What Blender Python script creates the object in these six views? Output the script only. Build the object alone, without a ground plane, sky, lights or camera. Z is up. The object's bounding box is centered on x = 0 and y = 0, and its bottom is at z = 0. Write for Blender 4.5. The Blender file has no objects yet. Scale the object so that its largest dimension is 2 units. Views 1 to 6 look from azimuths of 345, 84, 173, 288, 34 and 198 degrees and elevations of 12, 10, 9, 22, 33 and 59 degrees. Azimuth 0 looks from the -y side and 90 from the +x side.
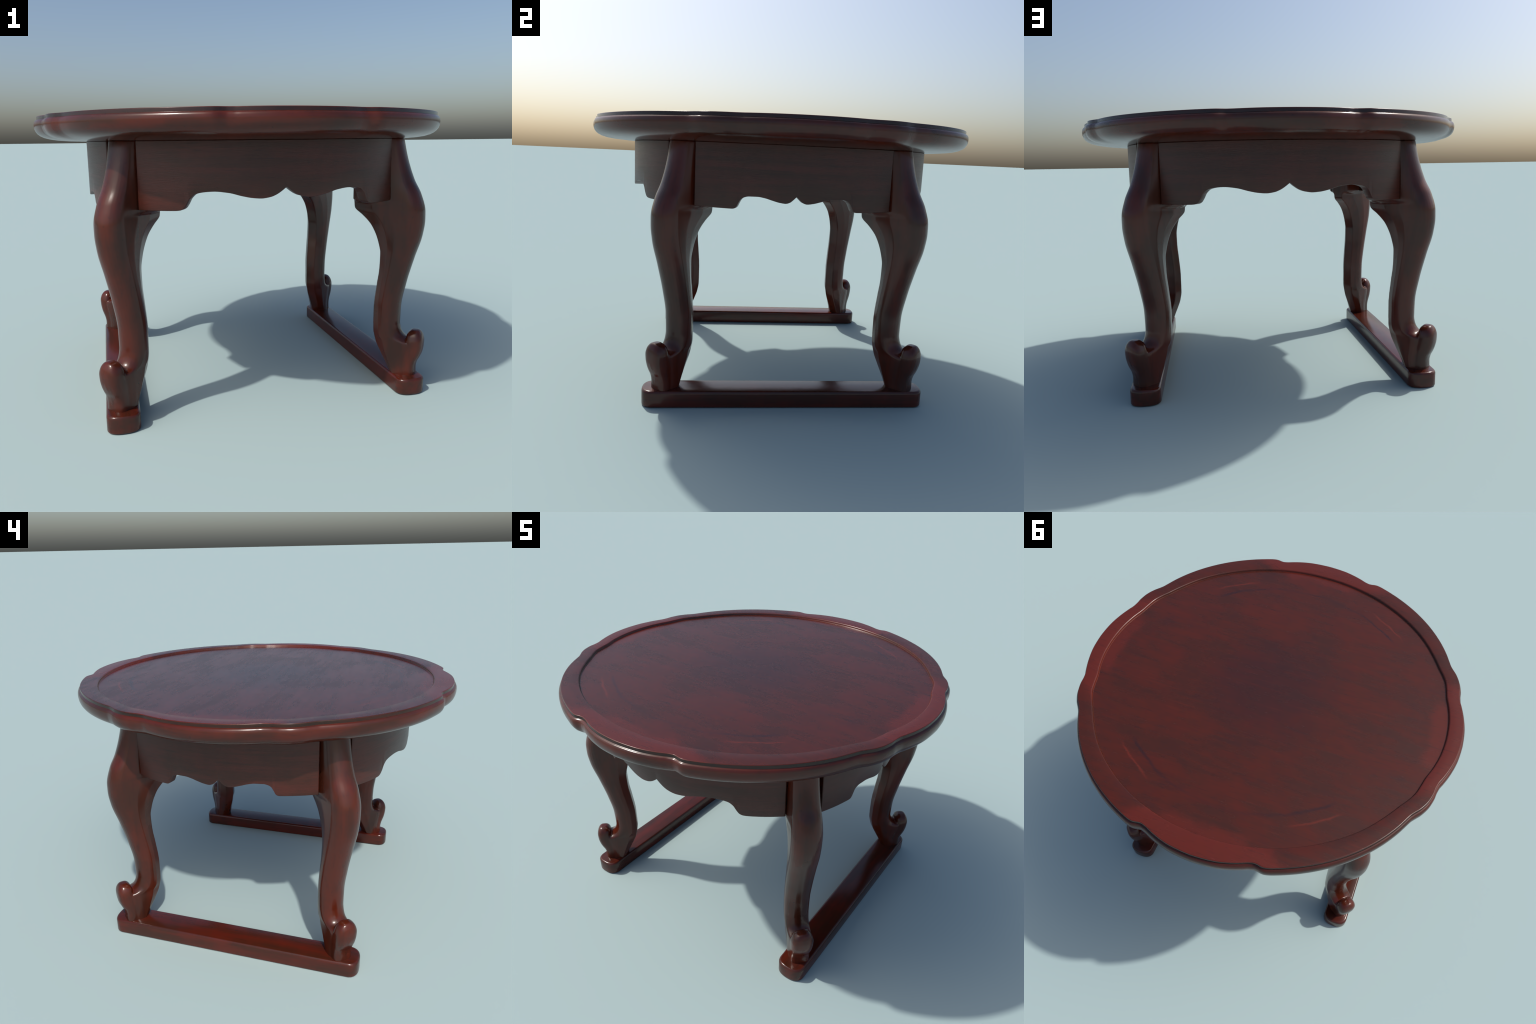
import bpy, bmesh, math
from mathutils import Vector

# ----------------------------------------------------------------------------
# Low round table in dark red lacquered wood: lobed dished top, four scalloped
# apron boards, four cabriole legs with curled toes, two foot bars.
# ----------------------------------------------------------------------------

TAU = 2 * math.pi


def pchip(points):
    """Monotone cubic through control points (x rising)."""
    xs = [p[0] for p in points]
    ys = [p[1] for p in points]
    n = len(xs)
    h = [xs[i + 1] - xs[i] for i in range(n - 1)]
    d = [(ys[i + 1] - ys[i]) / h[i] for i in range(n - 1)]
    m = [d[0]] + [0.0] * (n - 2) + [d[-1]]
    for i in range(1, n - 1):
        if d[i - 1] * d[i] > 0:
            w1, w2 = 2 * h[i] + h[i - 1], h[i] + 2 * h[i - 1]
            m[i] = (w1 + w2) / (w1 / d[i - 1] + w2 / d[i])

    def f(x):
        if x <= xs[0]:
            return ys[0]
        if x >= xs[-1]:
            return ys[-1]
        i = 0
        while x > xs[i + 1]:
            i += 1
        t = (x - xs[i]) / h[i]
        t2, t3 = t * t, t * t * t
        return ((2 * t3 - 3 * t2 + 1) * ys[i] + (t3 - 2 * t2 + t) * h[i] * m[i]
                + (-2 * t3 + 3 * t2) * ys[i + 1] + (t3 - t2) * h[i] * m[i + 1])
    return f


def smoothstep(a, b, x):
    t = max(0.0, min(1.0, (x - a) / (b - a)))
    return t * t * (3 - 2 * t)


# ----------------------------------------------------------------------------
# materials
# ----------------------------------------------------------------------------
class Nodes:
    def __init__(self, name):
        self.mat = bpy.data.materials.new(name)
        self.mat.use_nodes = True
        self.t = self.mat.node_tree
        self.bsdf = self.t.nodes["Principled BSDF"]

    def new(self, kind, **props):
        n = self.t.nodes.new(kind)
        for k, v in props.items():
            setattr(n, k, v)
        return n

    def put(self, socket, value):
        if hasattr(value, "is_output"):
            self.t.links.new(value, socket)
        else:
            socket.default_value = value

    def coords(self):
        return self.new("ShaderNodeTexCoord").outputs["Object"]

    def mapped(self, vec, scale, loc=(0, 0, 0), rot=(0, 0, 0)):
        n = self.new("ShaderNodeMapping")
        self.put(n.inputs["Vector"], vec)
        n.inputs["Scale"].default_value = scale
        n.inputs["Location"].default_value = loc
        n.inputs["Rotation"].default_value = rot
        return n.outputs["Vector"]

    def noise(self, vec, scale, detail=4.0, rough=0.55, distort=0.0):
        n = self.new("ShaderNodeTexNoise")
        self.put(n.inputs["Vector"], vec)
        n.inputs["Scale"].default_value = scale
        n.inputs["Detail"].default_value = detail
        n.inputs["Roughness"].default_value = rough
        n.inputs["Distortion"].default_value = distort
        return n.outputs["Fac"]

    def math(self, op, a, b=0.0, c=0.0):
        n = self.new("ShaderNodeMath", operation=op)
        self.put(n.inputs[0], a)
        self.put(n.inputs[1], b)
        self.put(n.inputs[2], c)
        return n.outputs[0]

    def step(self, v, lo, hi, to0=0.0, to1=1.0):
        n = self.new("ShaderNodeMapRange", interpolation_type="SMOOTHSTEP")
        self.put(n.inputs["Value"], v)
        n.inputs["From Min"].default_value = lo
        n.inputs["From Max"].default_value = hi
        n.inputs["To Min"].default_value = to0
        n.inputs["To Max"].default_value = to1
        return n.outputs["Result"]

    def mix(self, fac, a, b):
        n = self.new("ShaderNodeMix", data_type="RGBA")
        self.put(n.inputs["Factor"], fac)
        self.put(n.inputs["A"], (*a, 1) if isinstance(a, tuple) else a)
        self.put(n.inputs["B"], (*b, 1) if isinstance(b, tuple) else b)
        return n.outputs["Result"]

    def bump(self, height, strength, dist, normal=None):
        n = self.new("ShaderNodeBump")
        self.put(n.inputs["Height"], height)
        n.inputs["Strength"].default_value = strength
        n.inputs["Distance"].default_value = dist
        if normal is not None:
            self.put(n.inputs["Normal"], normal)
        return n.outputs["Normal"]


RED = (0.078, 0.0122, 0.0050)
BROWN = (0.043, 0.0110, 0.0056)
DARK = (0.020, 0.0070, 0.0058)
PLUM = (0.026, 0.0085, 0.0088)


def lacquer(name, stretch, grain_dark=0.5, rough=0.27, bump=0.12, tint=None, base=None):
    """Varnished wood; stretch = how many times finer the grain runs per axis."""
    s = Nodes(name)
    co = s.coords()
    rnd = s.new("ShaderNodeObjectInfo").outputs["Random"]
    off = s.new("ShaderNodeVectorMath", operation="SCALE")
    off.inputs[0].default_value = (3.7, 5.1, 2.3)
    s.put(off.inputs["Scale"], rnd)
    add = s.new("ShaderNodeVectorMath", operation="ADD")
    s.put(add.inputs[0], co)
    s.put(add.inputs[1], off.outputs[0])
    v = add.outputs[0]
    g = s.mapped(v, stretch)
    broad = s.noise(g, 1.6, 3, 0.55, 0.3)
    streak = s.noise(g, 7.0, 5, 0.6, 0.2)
    patch = s.noise(v, 5.0, 4, 0.6)
    speck = s.noise(v, 55.0, 2, 0.6)
    m = s.math("ADD", s.math("MULTIPLY", broad, 0.55), s.math("MULTIPLY", patch, 0.45))
    col = s.mix(s.step(m, 0.39, 0.61), base or BROWN, tint or RED)
    col = s.mix(s.math("MULTIPLY", s.step(streak, 0.54, 0.74), grain_dark), col, DARK)
    col = s.mix(s.math("MULTIPLY", s.step(speck, 0.66, 0.8), 0.5), col, DARK)
    s.put(s.bsdf.inputs["Base Color"], col)
    s.put(s.bsdf.inputs["Roughness"],
          s.math("ADD", rough - 0.05, s.math("MULTIPLY", streak, 0.10)))
    s.bsdf.inputs["IOR"].default_value = 1.46
    fine = s.noise(g, 22.0, 3, 0.6)
    n = s.bump(fine, bump, 0.002)
    n = s.bump(s.noise(v, 9.0, 2, 0.5), 0.10, 0.006, n)
    s.put(s.bsdf.inputs["Normal"], n)
    return s.mat


def polar(s, co):
    sep = s.new("ShaderNodeSeparateXYZ")
    s.put(sep.inputs[0], co)
    x, y = sep.outputs["X"], sep.outputs["Y"]
    r = s.math("SQRT", s.math("ADD", s.math("MULTIPLY", x, x), s.math("MULTIPLY", y, y)))
    # angle folded into one quadrant: 0 on the x axis, 90 degrees on the y axis
    a = s.math("ARCTAN2", s.math("ABSOLUTE", y), s.math("ABSOLUTE", x))
    return r, s.math("MULTIPLY", a, 180 / math.pi)


def band(s, v, lo, hi, soft):
    up = s.step(v, lo - soft, lo + soft)
    down = s.step(v, hi - soft, hi + soft, 1.0, 0.0)
    return s.math("MULTIPLY", up, down)


def top_wood(name, rim):
    s = Nodes(name)
    co = s.coords()
    r, ang = polar(s, co)
    g = s.mapped(co, (1.0, 7.0, 7.0), rot=(0, 0, math.radians(-2)))
    cloud = s.noise(s.mapped(co, (1.6, 3.0, 1.0)), 2.3, 5, 0.6, 0.4)
    streak = s.noise(g, 5.0, 6, 0.65, 0.25)
    pores = s.noise(s.mapped(co, (9.0, 110.0, 30.0)), 1.6, 3, 0.6)
    wob = s.noise(co, 7.0, 4, 0.6)
    m = s.math("ADD", s.math("MULTIPLY", cloud, 0.6), s.math("MULTIPLY", streak, 0.4))
    base = s.mix(s.step(m, 0.35, 0.65), (0.042, 0.0095, 0.0044), (0.067, 0.0100, 0.0038))
    blot = s.step(s.noise(s.mapped(co, (2.2, 5.0, 1.0), loc=(3, 1, 0)), 2.6, 6, 0.7), 0.54, 0.70)
    base = s.mix(s.math("MULTIPLY", blot, 0.28), base, PLUM)
    if rim:
        # warmer, redder wood where the border crosses the two axes
        a2 = s.math("ADD", ang, s.math("MULTIPLY", s.math("SUBTRACT", wob, 0.5), 10.0))
        a2 = s.math("ADD", a2, s.math("MULTIPLY", s.math("SUBTRACT", r, 0.94), 60.0))
        red = s.math("MAXIMUM", s.step(a2, 19, 24, 1.0, 0.0), s.step(a2, 66, 71))
        base = s.mix(s.math("MULTIPLY", red, 0.8), base, (0.100, 0.0120, 0.0055))
    else:
        # darker plum middle
        rc = s.math("ADD", r, s.math("MULTIPLY", s.math("SUBTRACT", wob, 0.5), 0.34))
        base = s.mix(s.step(rc, 0.12, 0.46, 0.55, 0.0), base, PLUM)
        # redder edge of the field near the axes
        a2 = s.math("ADD", ang, s.math("MULTIPLY", s.math("SUBTRACT", wob, 0.5), 14.0))
        ends = s.math("MAXIMUM", s.step(a2, 10, 16, 1.0, 0.0), s.step(a2, 74, 80))
        rr = s.math("ADD", r, s.math("MULTIPLY", s.math("SUBTRACT", wob, 0.5), 0.10))
        redge = s.math("MULTIPLY", ends, s.step(rr, 0.815, 0.86))
        base = s.mix(s.math("MULTIPLY", redge, 0.6), base, (0.100, 0.0120, 0.0055))
        # long dark arcs at both ends and short pale strokes outside them
        rw = s.math("ADD", r, s.math("MULTIPLY", s.math("SUBTRACT", wob, 0.5), 0.05))
        arc = s.math("MULTIPLY", band(s, rw, 0.726, 0.738, 0.008), s.step(ang, 44, 50))
        arc = s.math("MULTIPLY", arc, s.step(ang, 84, 40, 0.35, 1.0))
        base = s.mix(s.math("MULTIPLY", arc, 0.95), base, (0.020, 0.0070, 0.0085))
        dash = s.math("MULTIPLY", band(s, rw, 0.787, 0.793, 0.006), band(s, ang, 47, 63, 3))
        base = s.mix(s.math("MULTIPLY", dash, 0.9), base, (0.13, 0.018, 0.008))
    hair = s.noise(s.mapped(co, (2.5, 70.0, 20.0), rot=(0, 0, math.radians(-1.5))), 1.7, 5, 0.7, 0.15)
    base = s.mix(s.step(hair, 0.42, 0.30, 0.0, 0.50), base, DARK)
    base = s.mix(s.step(hair, 0.56, 0.72, 0.0, 0.40), base, (0.105, 0.0150, 0.0070))
    fleck = s.math("MULTIPLY", s.step(pores, 0.60, 0.74), 0.65)
    base = s.mix(fleck, base, DARK)
    s.put(s.bsdf.inputs["Base Color"], base)
    s.put(s.bsdf.inputs["Roughness"], s.step(m, 0.3, 0.7, 0.30, 0.23))
    s.bsdf.inputs["IOR"].default_value = 1.46
    # grain stands open only in places
    open_grain = s.step(s.noise(s.mapped(co, (1.5, 2.5, 1.0), loc=(.7, .2, 0)), 1.7, 3, 0.6), 0.50, 0.62)
    ripple = s.noise(s.mapped(co, (2.2, 46.0, 3.0), rot=(0, 0, math.radians(6))), 1.0, 3, 0.6)
    n = s.bump(s.math("MULTIPLY", ripple, open_grain), 0.10, 0.004)
    n = s.bump(cloud, 0.03, 0.008, n)
    s.put(s.bsdf.inputs["Normal"], n)
    return s.mat


MAT_PANEL = top_wood("lacquered_panel", False)
MAT_RIM = top_wood("lacquered_rim", True)
MAT_RISER = lacquer("dark_riser", (2.0, 2.0, 12.0), 0.3, 0.20, 0.0, (0.034, 0.0110, 0.0070), (0.020, 0.0090, 0.0060))
MAT_EDGE = lacquer("lacquered_edge", (2.0, 2.0, 12.0), 0.35, 0.22, 0.03, (0.078, 0.0118, 0.0054))
MAT_APRON = lacquer("lacquered_apron", (1.0, 1.0, 22.0), 0.55, 0.36, 0.35, (0.066, 0.0130, 0.0075))
MAT_LEG = lacquer("lacquered_leg", (7.0, 7.0, 1.0), 0.35, 0.22, 0.06)
MAT_BAR = lacquer("lacquered_bar", (11.0, 1.0, 11.0), 0.5, 0.20, 0.08, (0.078, 0.0105, 0.0052))


# ----------------------------------------------------------------------------
# scene tree helpers
# ----------------------------------------------------------------------------
table = bpy.data.objects.new("round_table", None)
bpy.context.scene.collection.objects.link(table)
table["label"] = "low round table in dark red lacquered wood, scalloped top, curled legs"
table["category"] = "table"


def add_object(name, mesh, mat=None, parent=table):
    ob = bpy.data.objects.new(name, mesh)
    bpy.context.scene.collection.objects.link(ob)
    ob.parent = parent
    if mat is not None and not mesh.materials:
        mesh.materials.append(mat)
    return ob


def mesh_from(name, verts, faces, smooth_angle=35):
    me = bpy.data.meshes.new(name)
    me.from_pydata(verts, [], faces)
    bm = bmesh.new()
    bm.from_mesh(me)
    bmesh.ops.recalc_face_normals(bm, faces=bm.faces)
    lim = math.radians(smooth_angle)
    for e in bm.edges:
        e.smooth = len(e.link_faces) < 2 or e.calc_face_angle(0) < lim
    for f in bm.faces:
        f.smooth = True
    bm.to_mesh(me)
    bm.free()
    return me


def quadrant(f):
    """Mirror a function of 0..90 degrees all the way round."""
    def g(deg):
        a = abs((deg + 180) % 360 - 180)
        return f(a if a <= 90 else 180 - a)
    return g


# ----------------------------------------------------------------------------
# table top: lobed border (with the underside) and the sunk panel
# ----------------------------------------------------------------------------
R_NOM = 0.99
# widest outline of one quarter: lobe on the x axis, small corner lobe,
# long shoulder with a sharp drop, lobe on the y axis
outer_outline = quadrant(pchip([
    (0, .997), (5, .995), (10, .988), (14, .9795), (15.8, .9755), (17.5, .9775), (20, .986),
    (23, .9905), (25.5, .9875), (28, .9795), (29.3, .9770), (31, .9785), (34, .983), (40, .990),
    (48, .9955), (56, .998), (64, .9985), (69.5, .9985), (71.2, .9965), (72.2, .991), (73.2, .982),
    (74.2, .9770), (75.2, .9772), (77, .982), (80, .990), (84, .997), (90, 1.0)]))
inner_outline = quadrant(pchip([
    (0, .911), (6, .9095), (12, .9045), (16.3, .8990), (19, .9020), (23, .9075), (26, .9045),
    (29.5, .8990), (34, .8985), (43, .9005), (55, .897), (66, .894), (75, .8915), (90, .8880)]))

TOP = 1.3178
PANEL_Z = 1.3055
SEG = 1080

# border section from the panel edge over the lip, round the bulge, under the top
# (kind 'in' = distance from the inner outline, 'out' = from the widest outline)
rim_section = [
    ("in", -.012, PANEL_Z - .004), ("in", -.0045, PANEL_Z - .0006), ("in", -.0030, PANEL_Z + .0006),
    ("in", -.0022, PANEL_Z + .0025), ("in", -.0016, PANEL_Z + .0045), ("in", -.0008, TOP - .0045),
    ("in", .0004, TOP - .0024), ("in", .0024, TOP - .0007), ("in", .0055, TOP),
    ("mid", .5, TOP),
    ("out", -.0190, TOP), ("out", -.0158, TOP - .0001), ("out", -.0144, TOP - .0008),
    ("out", -.0138, TOP - .0022), ("out", -.0137, TOP - .0135), ("out", -.0133, TOP - .0154)]
edge_section = [
    ("out", -.0133, TOP - .0154), ("out", -.0120, TOP - .0164), ("out", -.0090, TOP - .0172), ("out", -.0060, TOP - .0195),
    ("out", -.0033, TOP - .0232),
    ("out", -.0011, TOP - .0285), ("out", 0, TOP - .0370), ("out", -.0002, TOP - .0450),
    ("out", -.0018, TOP - .0560), ("out", -.0062, TOP - .0680), ("out", -.0135, TOP - .0785),
    ("out", -.0240, TOP - .0870), ("out", -.0410, TOP - .0955), ("out", -.0670, TOP - .1030),
    ("out", -.0990, TOP - .1080), ("out", -.1480, TOP - .1118), ("out", -.2050, TOP - .1135),
    ("out", -.3000, TOP - .1140), ("out", -.6000, TOP - .1140), ("out", -.9000, TOP - .1140)]



def sweep_round(name, profile, close_last, mat):
    verts, faces = [], []
    for i in range(SEG):
        deg = 360 * i / SEG
        a = math.radians(deg)
        ro, ri = outer_outline(deg), inner_outline(deg)
        for kind, off, z in profile:
            if kind == "in":
                r = ri + off
            elif kind == "mid":
                r = ri + (ro - ri) * off
            else:
                w = 1 - smoothstep(.035, .16, -off)
                r = R_NOM + off + w * (ro - R_NOM)
            verts.append((r * math.cos(a), r * math.sin(a), z))
    n = len(profile)
    for i in range(SEG):
        j = (i + 1) % SEG
        for k in range(n - 1):
            faces.append((i * n + k, i * n + k + 1, j * n + k + 1, j * n + k))
    if close_last:
        faces.append([i * n + n - 1 for i in range(SEG)])
    return add_object(name, mesh_from(name, verts, faces, 50), mat)


border = sweep_round("table_border", rim_section, False, MAT_RIM)
# the little riser outside the lip has a darker colour
border.data.materials.append(MAT_RISER)
first = next(i for i, p in enumerate(rim_section) if p[0] == "out" and p[2] < TOP - .002)
strips = len(rim_section) - 1
for f in border.data.polygons:
    if f.index % strips >= first:
        f.material_index = 1
sweep_round("edge_moulding", edge_section, True, MAT_EDGE)

verts, faces = [], []
rings = [0.0, .1, .2, .3, .4, .5, .6, .7, .8, .9, .97, 1.0]
PSEG = 360
for i in range(PSEG):
    deg = 360 * i / PSEG
    a = math.radians(deg)
    ri = inner_outline(deg) - .0040
    for f in rings[1:]:
        verts.append((f * ri * math.cos(a), f * ri * math.sin(a), PANEL_Z))
    verts.append((ri * math.cos(a), ri * math.sin(a), PANEL_Z - .03))
n = len(rings)
c_top, c_bot = len(verts), len(verts) + 1
verts += [(0, 0, PANEL_Z), (0, 0, PANEL_Z - .03)]
for i in range(PSEG):
    j = (i + 1) % PSEG
    faces.append((c_top, i * n, j * n))
    for k in range(n - 1):
        faces.append((i * n + k, i * n + k + 1, j * n + k + 1, j * n + k))
    faces.append((c_bot, j * n + n - 1, i * n + n - 1))
add_object("table_panel", mesh_from("table_panel", verts, faces), MAT_PANEL)

# ----------------------------------------------------------------------------
# apron boards: bent boards with an ogee-cut lower edge
# ----------------------------------------------------------------------------
APRON_TOP = 1.2045
APRON_THICK = 0.045


def apron(name, radius, centre, lower, half_angle):
    edge = pchip(lower)
    cols = 300
    degs = [-half_angle + 2 * half_angle * i / cols for i in range(cols + 1)]
    R, T, c = radius, APRON_THICK, .0025
    verts, faces = [], []
    for i, d in enumerate(degs):
        a = math.radians(d)
        zb = edge(abs(d))
        side = c if i in (0, cols) else 0
        loop = [(R - T, APRON_TOP), (R - c - side, APRON_TOP), (R - side, APRON_TOP - c),
                (R - side, zb + .66 * (APRON_TOP - zb)), (R - side, zb + .33 * (APRON_TOP - zb)),
                (R - side, zb + 1.6 * c), (R - .35 * c - side, zb + .6 * c), (R - 1.3 * c - side, zb),
                (R - T + c, zb), (R - T, zb + c)]
        verts += [(centre + r * math.cos(a), r * math.sin(a), z) for r, z in loop]
    n = len(loop)
    for i in range(cols):
        for k in range(n):
            k2 = (k + 1) % n
            faces.append((i * n + k, i * n + k2, (i + 1) * n + k2, (i + 1) * n + k))
    faces.append(list(range(n)))
    faces.append([cols * n + k for k in range(n)])
    return mesh_from(name, verts, faces, 30)


short_edge = [(0, .9840), (.7, .9700), (1.45, .9580), (2.35, .9530), (3.6, .9560), (5.3, .9645), (6.9, .9735),
              (8.5, .9780), (10.3, .9778), (11.4, .9725), (12.05, .9640), (12.6, .9460), (13.0, .9300),
              (13.4, .9230), (14.0, .9208), (17.5, .9215), (22.7, .9240)]
long_edge = [(0, 1.0210), (1.3, 1.0060), (2.8, .9920), (4.6, .9820), (6.95, .9775), (9.3, .9800), (12, .9875),
             (15.7, 1.0010), (19.5, 1.0065), (22.2, 1.0040), (24.7, .9960), (26.2, .9790), (27.3, .9520),
             (28.1, .9380), (29.1, .9310), (30.5, .9290), (42.1, .9265)]
short_mesh = apron("apron_board", 1.157, -.391, short_edge, 22.6)
long_mesh = apron("apron_board_long", .846, -.061, long_edge, 42.0)
for k in range(4):
    ob = add_object("apron_board", long_mesh if k % 2 else short_mesh, MAT_APRON)
    ob.rotation_euler[2] = k * math.pi / 2

# ----------------------------------------------------------------------------
# cabriole leg, built along +x (radial) and turned to the corner afterwards
# ----------------------------------------------------------------------------
BAR_TOP = 0.0775
leg_inner = pchip([(.05, .828), (.073, .817), (.113, .798), (.168, .769), (.224, .742), (.29, .728), (.39, .727),
                   (.508, .738), (.591, .748), (.664, .750), (.719, .739), (.796, .705), (.849, .655),
                   (.866, .632), (.880, .619), (.90, .616), (1.206, .616)])
leg_outer = pchip([(.05, .938), (.10, .936), (.135, .941), (.165, .954), (.19, .9645), (.212, .9690), (.226, .9660),
                   (.238, .950), (.247, .915), (.254, .893), (.264, .877), (.280, .864), (.300, .856), (.324, .852),
                   (.407, .854), (.522, .874), (.653, .908), (.764, .940), (.83, .948), (.87, .947), (.952, .924),
                   (1.018, .890), (1.121, .854), (1.206, .834)])
leg_ridge = pchip([(.05, .054), (.10, .053), (.15, .055), (.20, .058), (.30, .063), (.45, .066), (.60, .069),
                   (.75, .0715), (.87, .0725), (.95, .069), (1.02, .065), (1.1, .062), (1.206, .060)])
leg_ridge_depth = pchip([(.05, .075), (.15, .095), (.20, .110), (.226, .105), (.238, .092), (.25, .070), (.3, .056), (.45, .060), (.65, .064), (.8, .068), (.95, .056), (1.206, .030)])
toe_inner = pchip([(.05, .865), (.15, .868), (.20, .876), (.25, .888), (.275, .892), (.290, .900), (.300, .912)])
toe_outer = pchip([(.05, .938), (.11, .936), (.14, .942), (.165, .954), (.19, .963), (.22, .969), (.25, .970),
                   (.272, .966), (.288, .958), (.297, .951), (.301, .944)])
toe_half = pchip([(.05, .050), (.11, .049), (.15, .051), (.19, .055), (.24, .056), (.27, .049), (.288, .038),
                  (.297, .026), (.301, .014)])


def leg_section(z):
    """Half outline, mirrored: flat chamfered back, side face, ridge, bowed front."""
    ri, ro, b = leg_inner(z), leg_outer(z), leg_ridge(z)
    d = ro - ri
    up = smoothstep(.898, .922, z)
    ra = ro - leg_ridge_depth(z)
    rb, bb = ri + .33 * (ra - ri) + .15 * .05, .80 * b
    bb += .14 * b * (1 - smoothstep(.18, .38, z))
    rc, bc = .5 * (rb + ra), .96 * b
    # beside the apron the leg is cut back to a plain post
    rb, bb = rb + (ri + .02 - rb) * up, bb + (.070 - bb) * up
    rc, bc = rc + (.783 - rc) * up, bc + (.0755 - bc) * up
    ra = max(ra, rc + .004)
    half = [(ri, 0), (ri, .52 * bb), (rb, bb), (rc, bc), (ra, b)]
    for t in (.15, .3, .45, .6, .75, .9):
        q = math.pi / 2 * t
        half.append((ra + (ro - ra) * math.sin(q), b * math.cos(q)))
    half.append((ro, 0))
    return half + [(x, -y) for x, y in reversed(half[1:-1])]


def toe_section(z):
    ri, ro, b = toe_inner(z), toe_outer(z), toe_half(z)
    mid = ri + .45 * (ro - ri)
    loop = []
    for k in range(28):
        q = TAU * k / 28
        cx, cy = math.cos(q), math.sin(q)
        ex = abs(cx) ** .72 * (1 if cx > 0 else -1)
        ey = abs(cy) ** .72 * (1 if cy > 0 else -1)
        loop.append((mid + ex * ((ro - mid) if cx > 0 else (mid - ri)), b * ey))
    return loop


def loft(zs, make):
    verts, faces, n = [], [], 0
    for z in zs:
        loop = make(z)
        n = len(loop)
        verts += [(x, y, z) for x, y in loop]
    for i in range(len(zs) - 1):
        for k in range(n):
            k2 = (k + 1) % n
            faces.append((i * n + k, i * n + k2, (i + 1) * n + k2, (i + 1) * n + k))
    faces.append(list(range(n))[::-1])
    faces.append([(len(zs) - 1) * n + k for k in range(n)])
    return verts, faces


def span(a, b, count):
    return [a + (b - a) * i / count for i in range(count + 1)]


main = loft(span(.05, 1.206, 190), leg_section)
toe = loft(span(.05, .301, 64), toe_section)
# tongue behind the apron boards
post = loft([.922, 1.206], lambda z: [(.622, -.066), (.742, -.086), (.742, .086), (.622, .066)])
verts, faces = [], []
for part_verts, part_faces in (main, toe, post):
    base = len(verts)
    verts += part_verts
    faces += [[i + base for i in f] for f in part_faces]
raw = bpy.data.meshes.new("leg_raw")
raw.from_pydata(verts, [], faces)
helper = bpy.data.objects.new("leg_raw", raw)
bpy.context.scene.collection.objects.link(helper)
m = helper.modifiers.new("fuse", "REMESH")
m.mode = "VOXEL"
m.voxel_size = 0.0034
m.adaptivity = 0
m = helper.modifiers.new("soften", "SMOOTH")
m.factor = 0.5
m.iterations = 7
dg = bpy.context.evaluated_depsgraph_get()
leg_mesh = bpy.data.meshes.new_from_object(helper.evaluated_get(dg))
leg_mesh.name = "leg"
bpy.data.objects.remove(helper)
LEG_ANGLE, SEAT_ANGLE, SEAT_R = math.radians(43.0), math.radians(40.0), .82
for v in leg_mesh.vertices:
    x, y, z = v.co[0] - SEAT_R, v.co[1] - .0068, v.co[2]
    v.co = (SEAT_R * math.cos(SEAT_ANGLE) + x * math.cos(LEG_ANGLE) - y * math.sin(LEG_ANGLE),
            SEAT_R * math.sin(SEAT_ANGLE) + x * math.sin(LEG_ANGLE) + y * math.cos(LEG_ANGLE), z)
for p in leg_mesh.polygons:
    p.use_smooth = True
for sx, sy in ((1, 1), (-1, 1), (-1, -1), (1, -1)):
    ob = add_object("leg", leg_mesh, MAT_LEG)
    ob.scale = (sx, sy, 1)

# ----------------------------------------------------------------------------
# foot bars: flat runners with rounded ends and eased edges
# ----------------------------------------------------------------------------
BAR_HALF_W, BAR_HALF_L, BAR_X = 0.0715, 0.668, 0.6750


def bar_outline(inset):
    """Straight sides, ends rounded like a squarish arch."""
    w, l, cap = BAR_HALF_W - inset, BAR_HALF_L - inset, .054
    pts = []
    for sy in (1, -1):
        for k in range(41):
            q = math.pi * k / 40 + (0 if sy > 0 else math.pi)
            c, d = math.cos(q), math.sin(q)
            pts.append((w * math.copysign(abs(c) ** .78, c), sy * (l - cap) + cap * math.copysign(abs(d) ** .86, d)))
    return pts


bar_levels = [(.0045, .0), (.0018, .0010), (.0004, .0035), (0, .007), (0, .064), (.0010, .0690), (.0035, .0735),
              (.0070, .0765), (.0105, BAR_TOP)]
verts, faces = [], []
for inset, z in bar_levels:
    loop = bar_outline(inset)
    verts += [(x, y, z) for x, y in loop]
n = len(loop)
for i in range(len(bar_levels) - 1):
    for k in range(n):
        k2 = (k + 1) % n
        faces.append((i * n + k, i * n + k2, (i + 1) * n + k2, (i + 1) * n + k))
faces.append(list(range(n)))
faces.append([(len(bar_levels) - 1) * n + k for k in range(n)])
bar_mesh = mesh_from("foot_bar", verts, faces, 40)
for s in (1, -1):
    ob = add_object("foot_bar", bar_mesh, MAT_BAR)
    ob.location[0] = s * BAR_X
    ob.scale = (s, 1, 1)
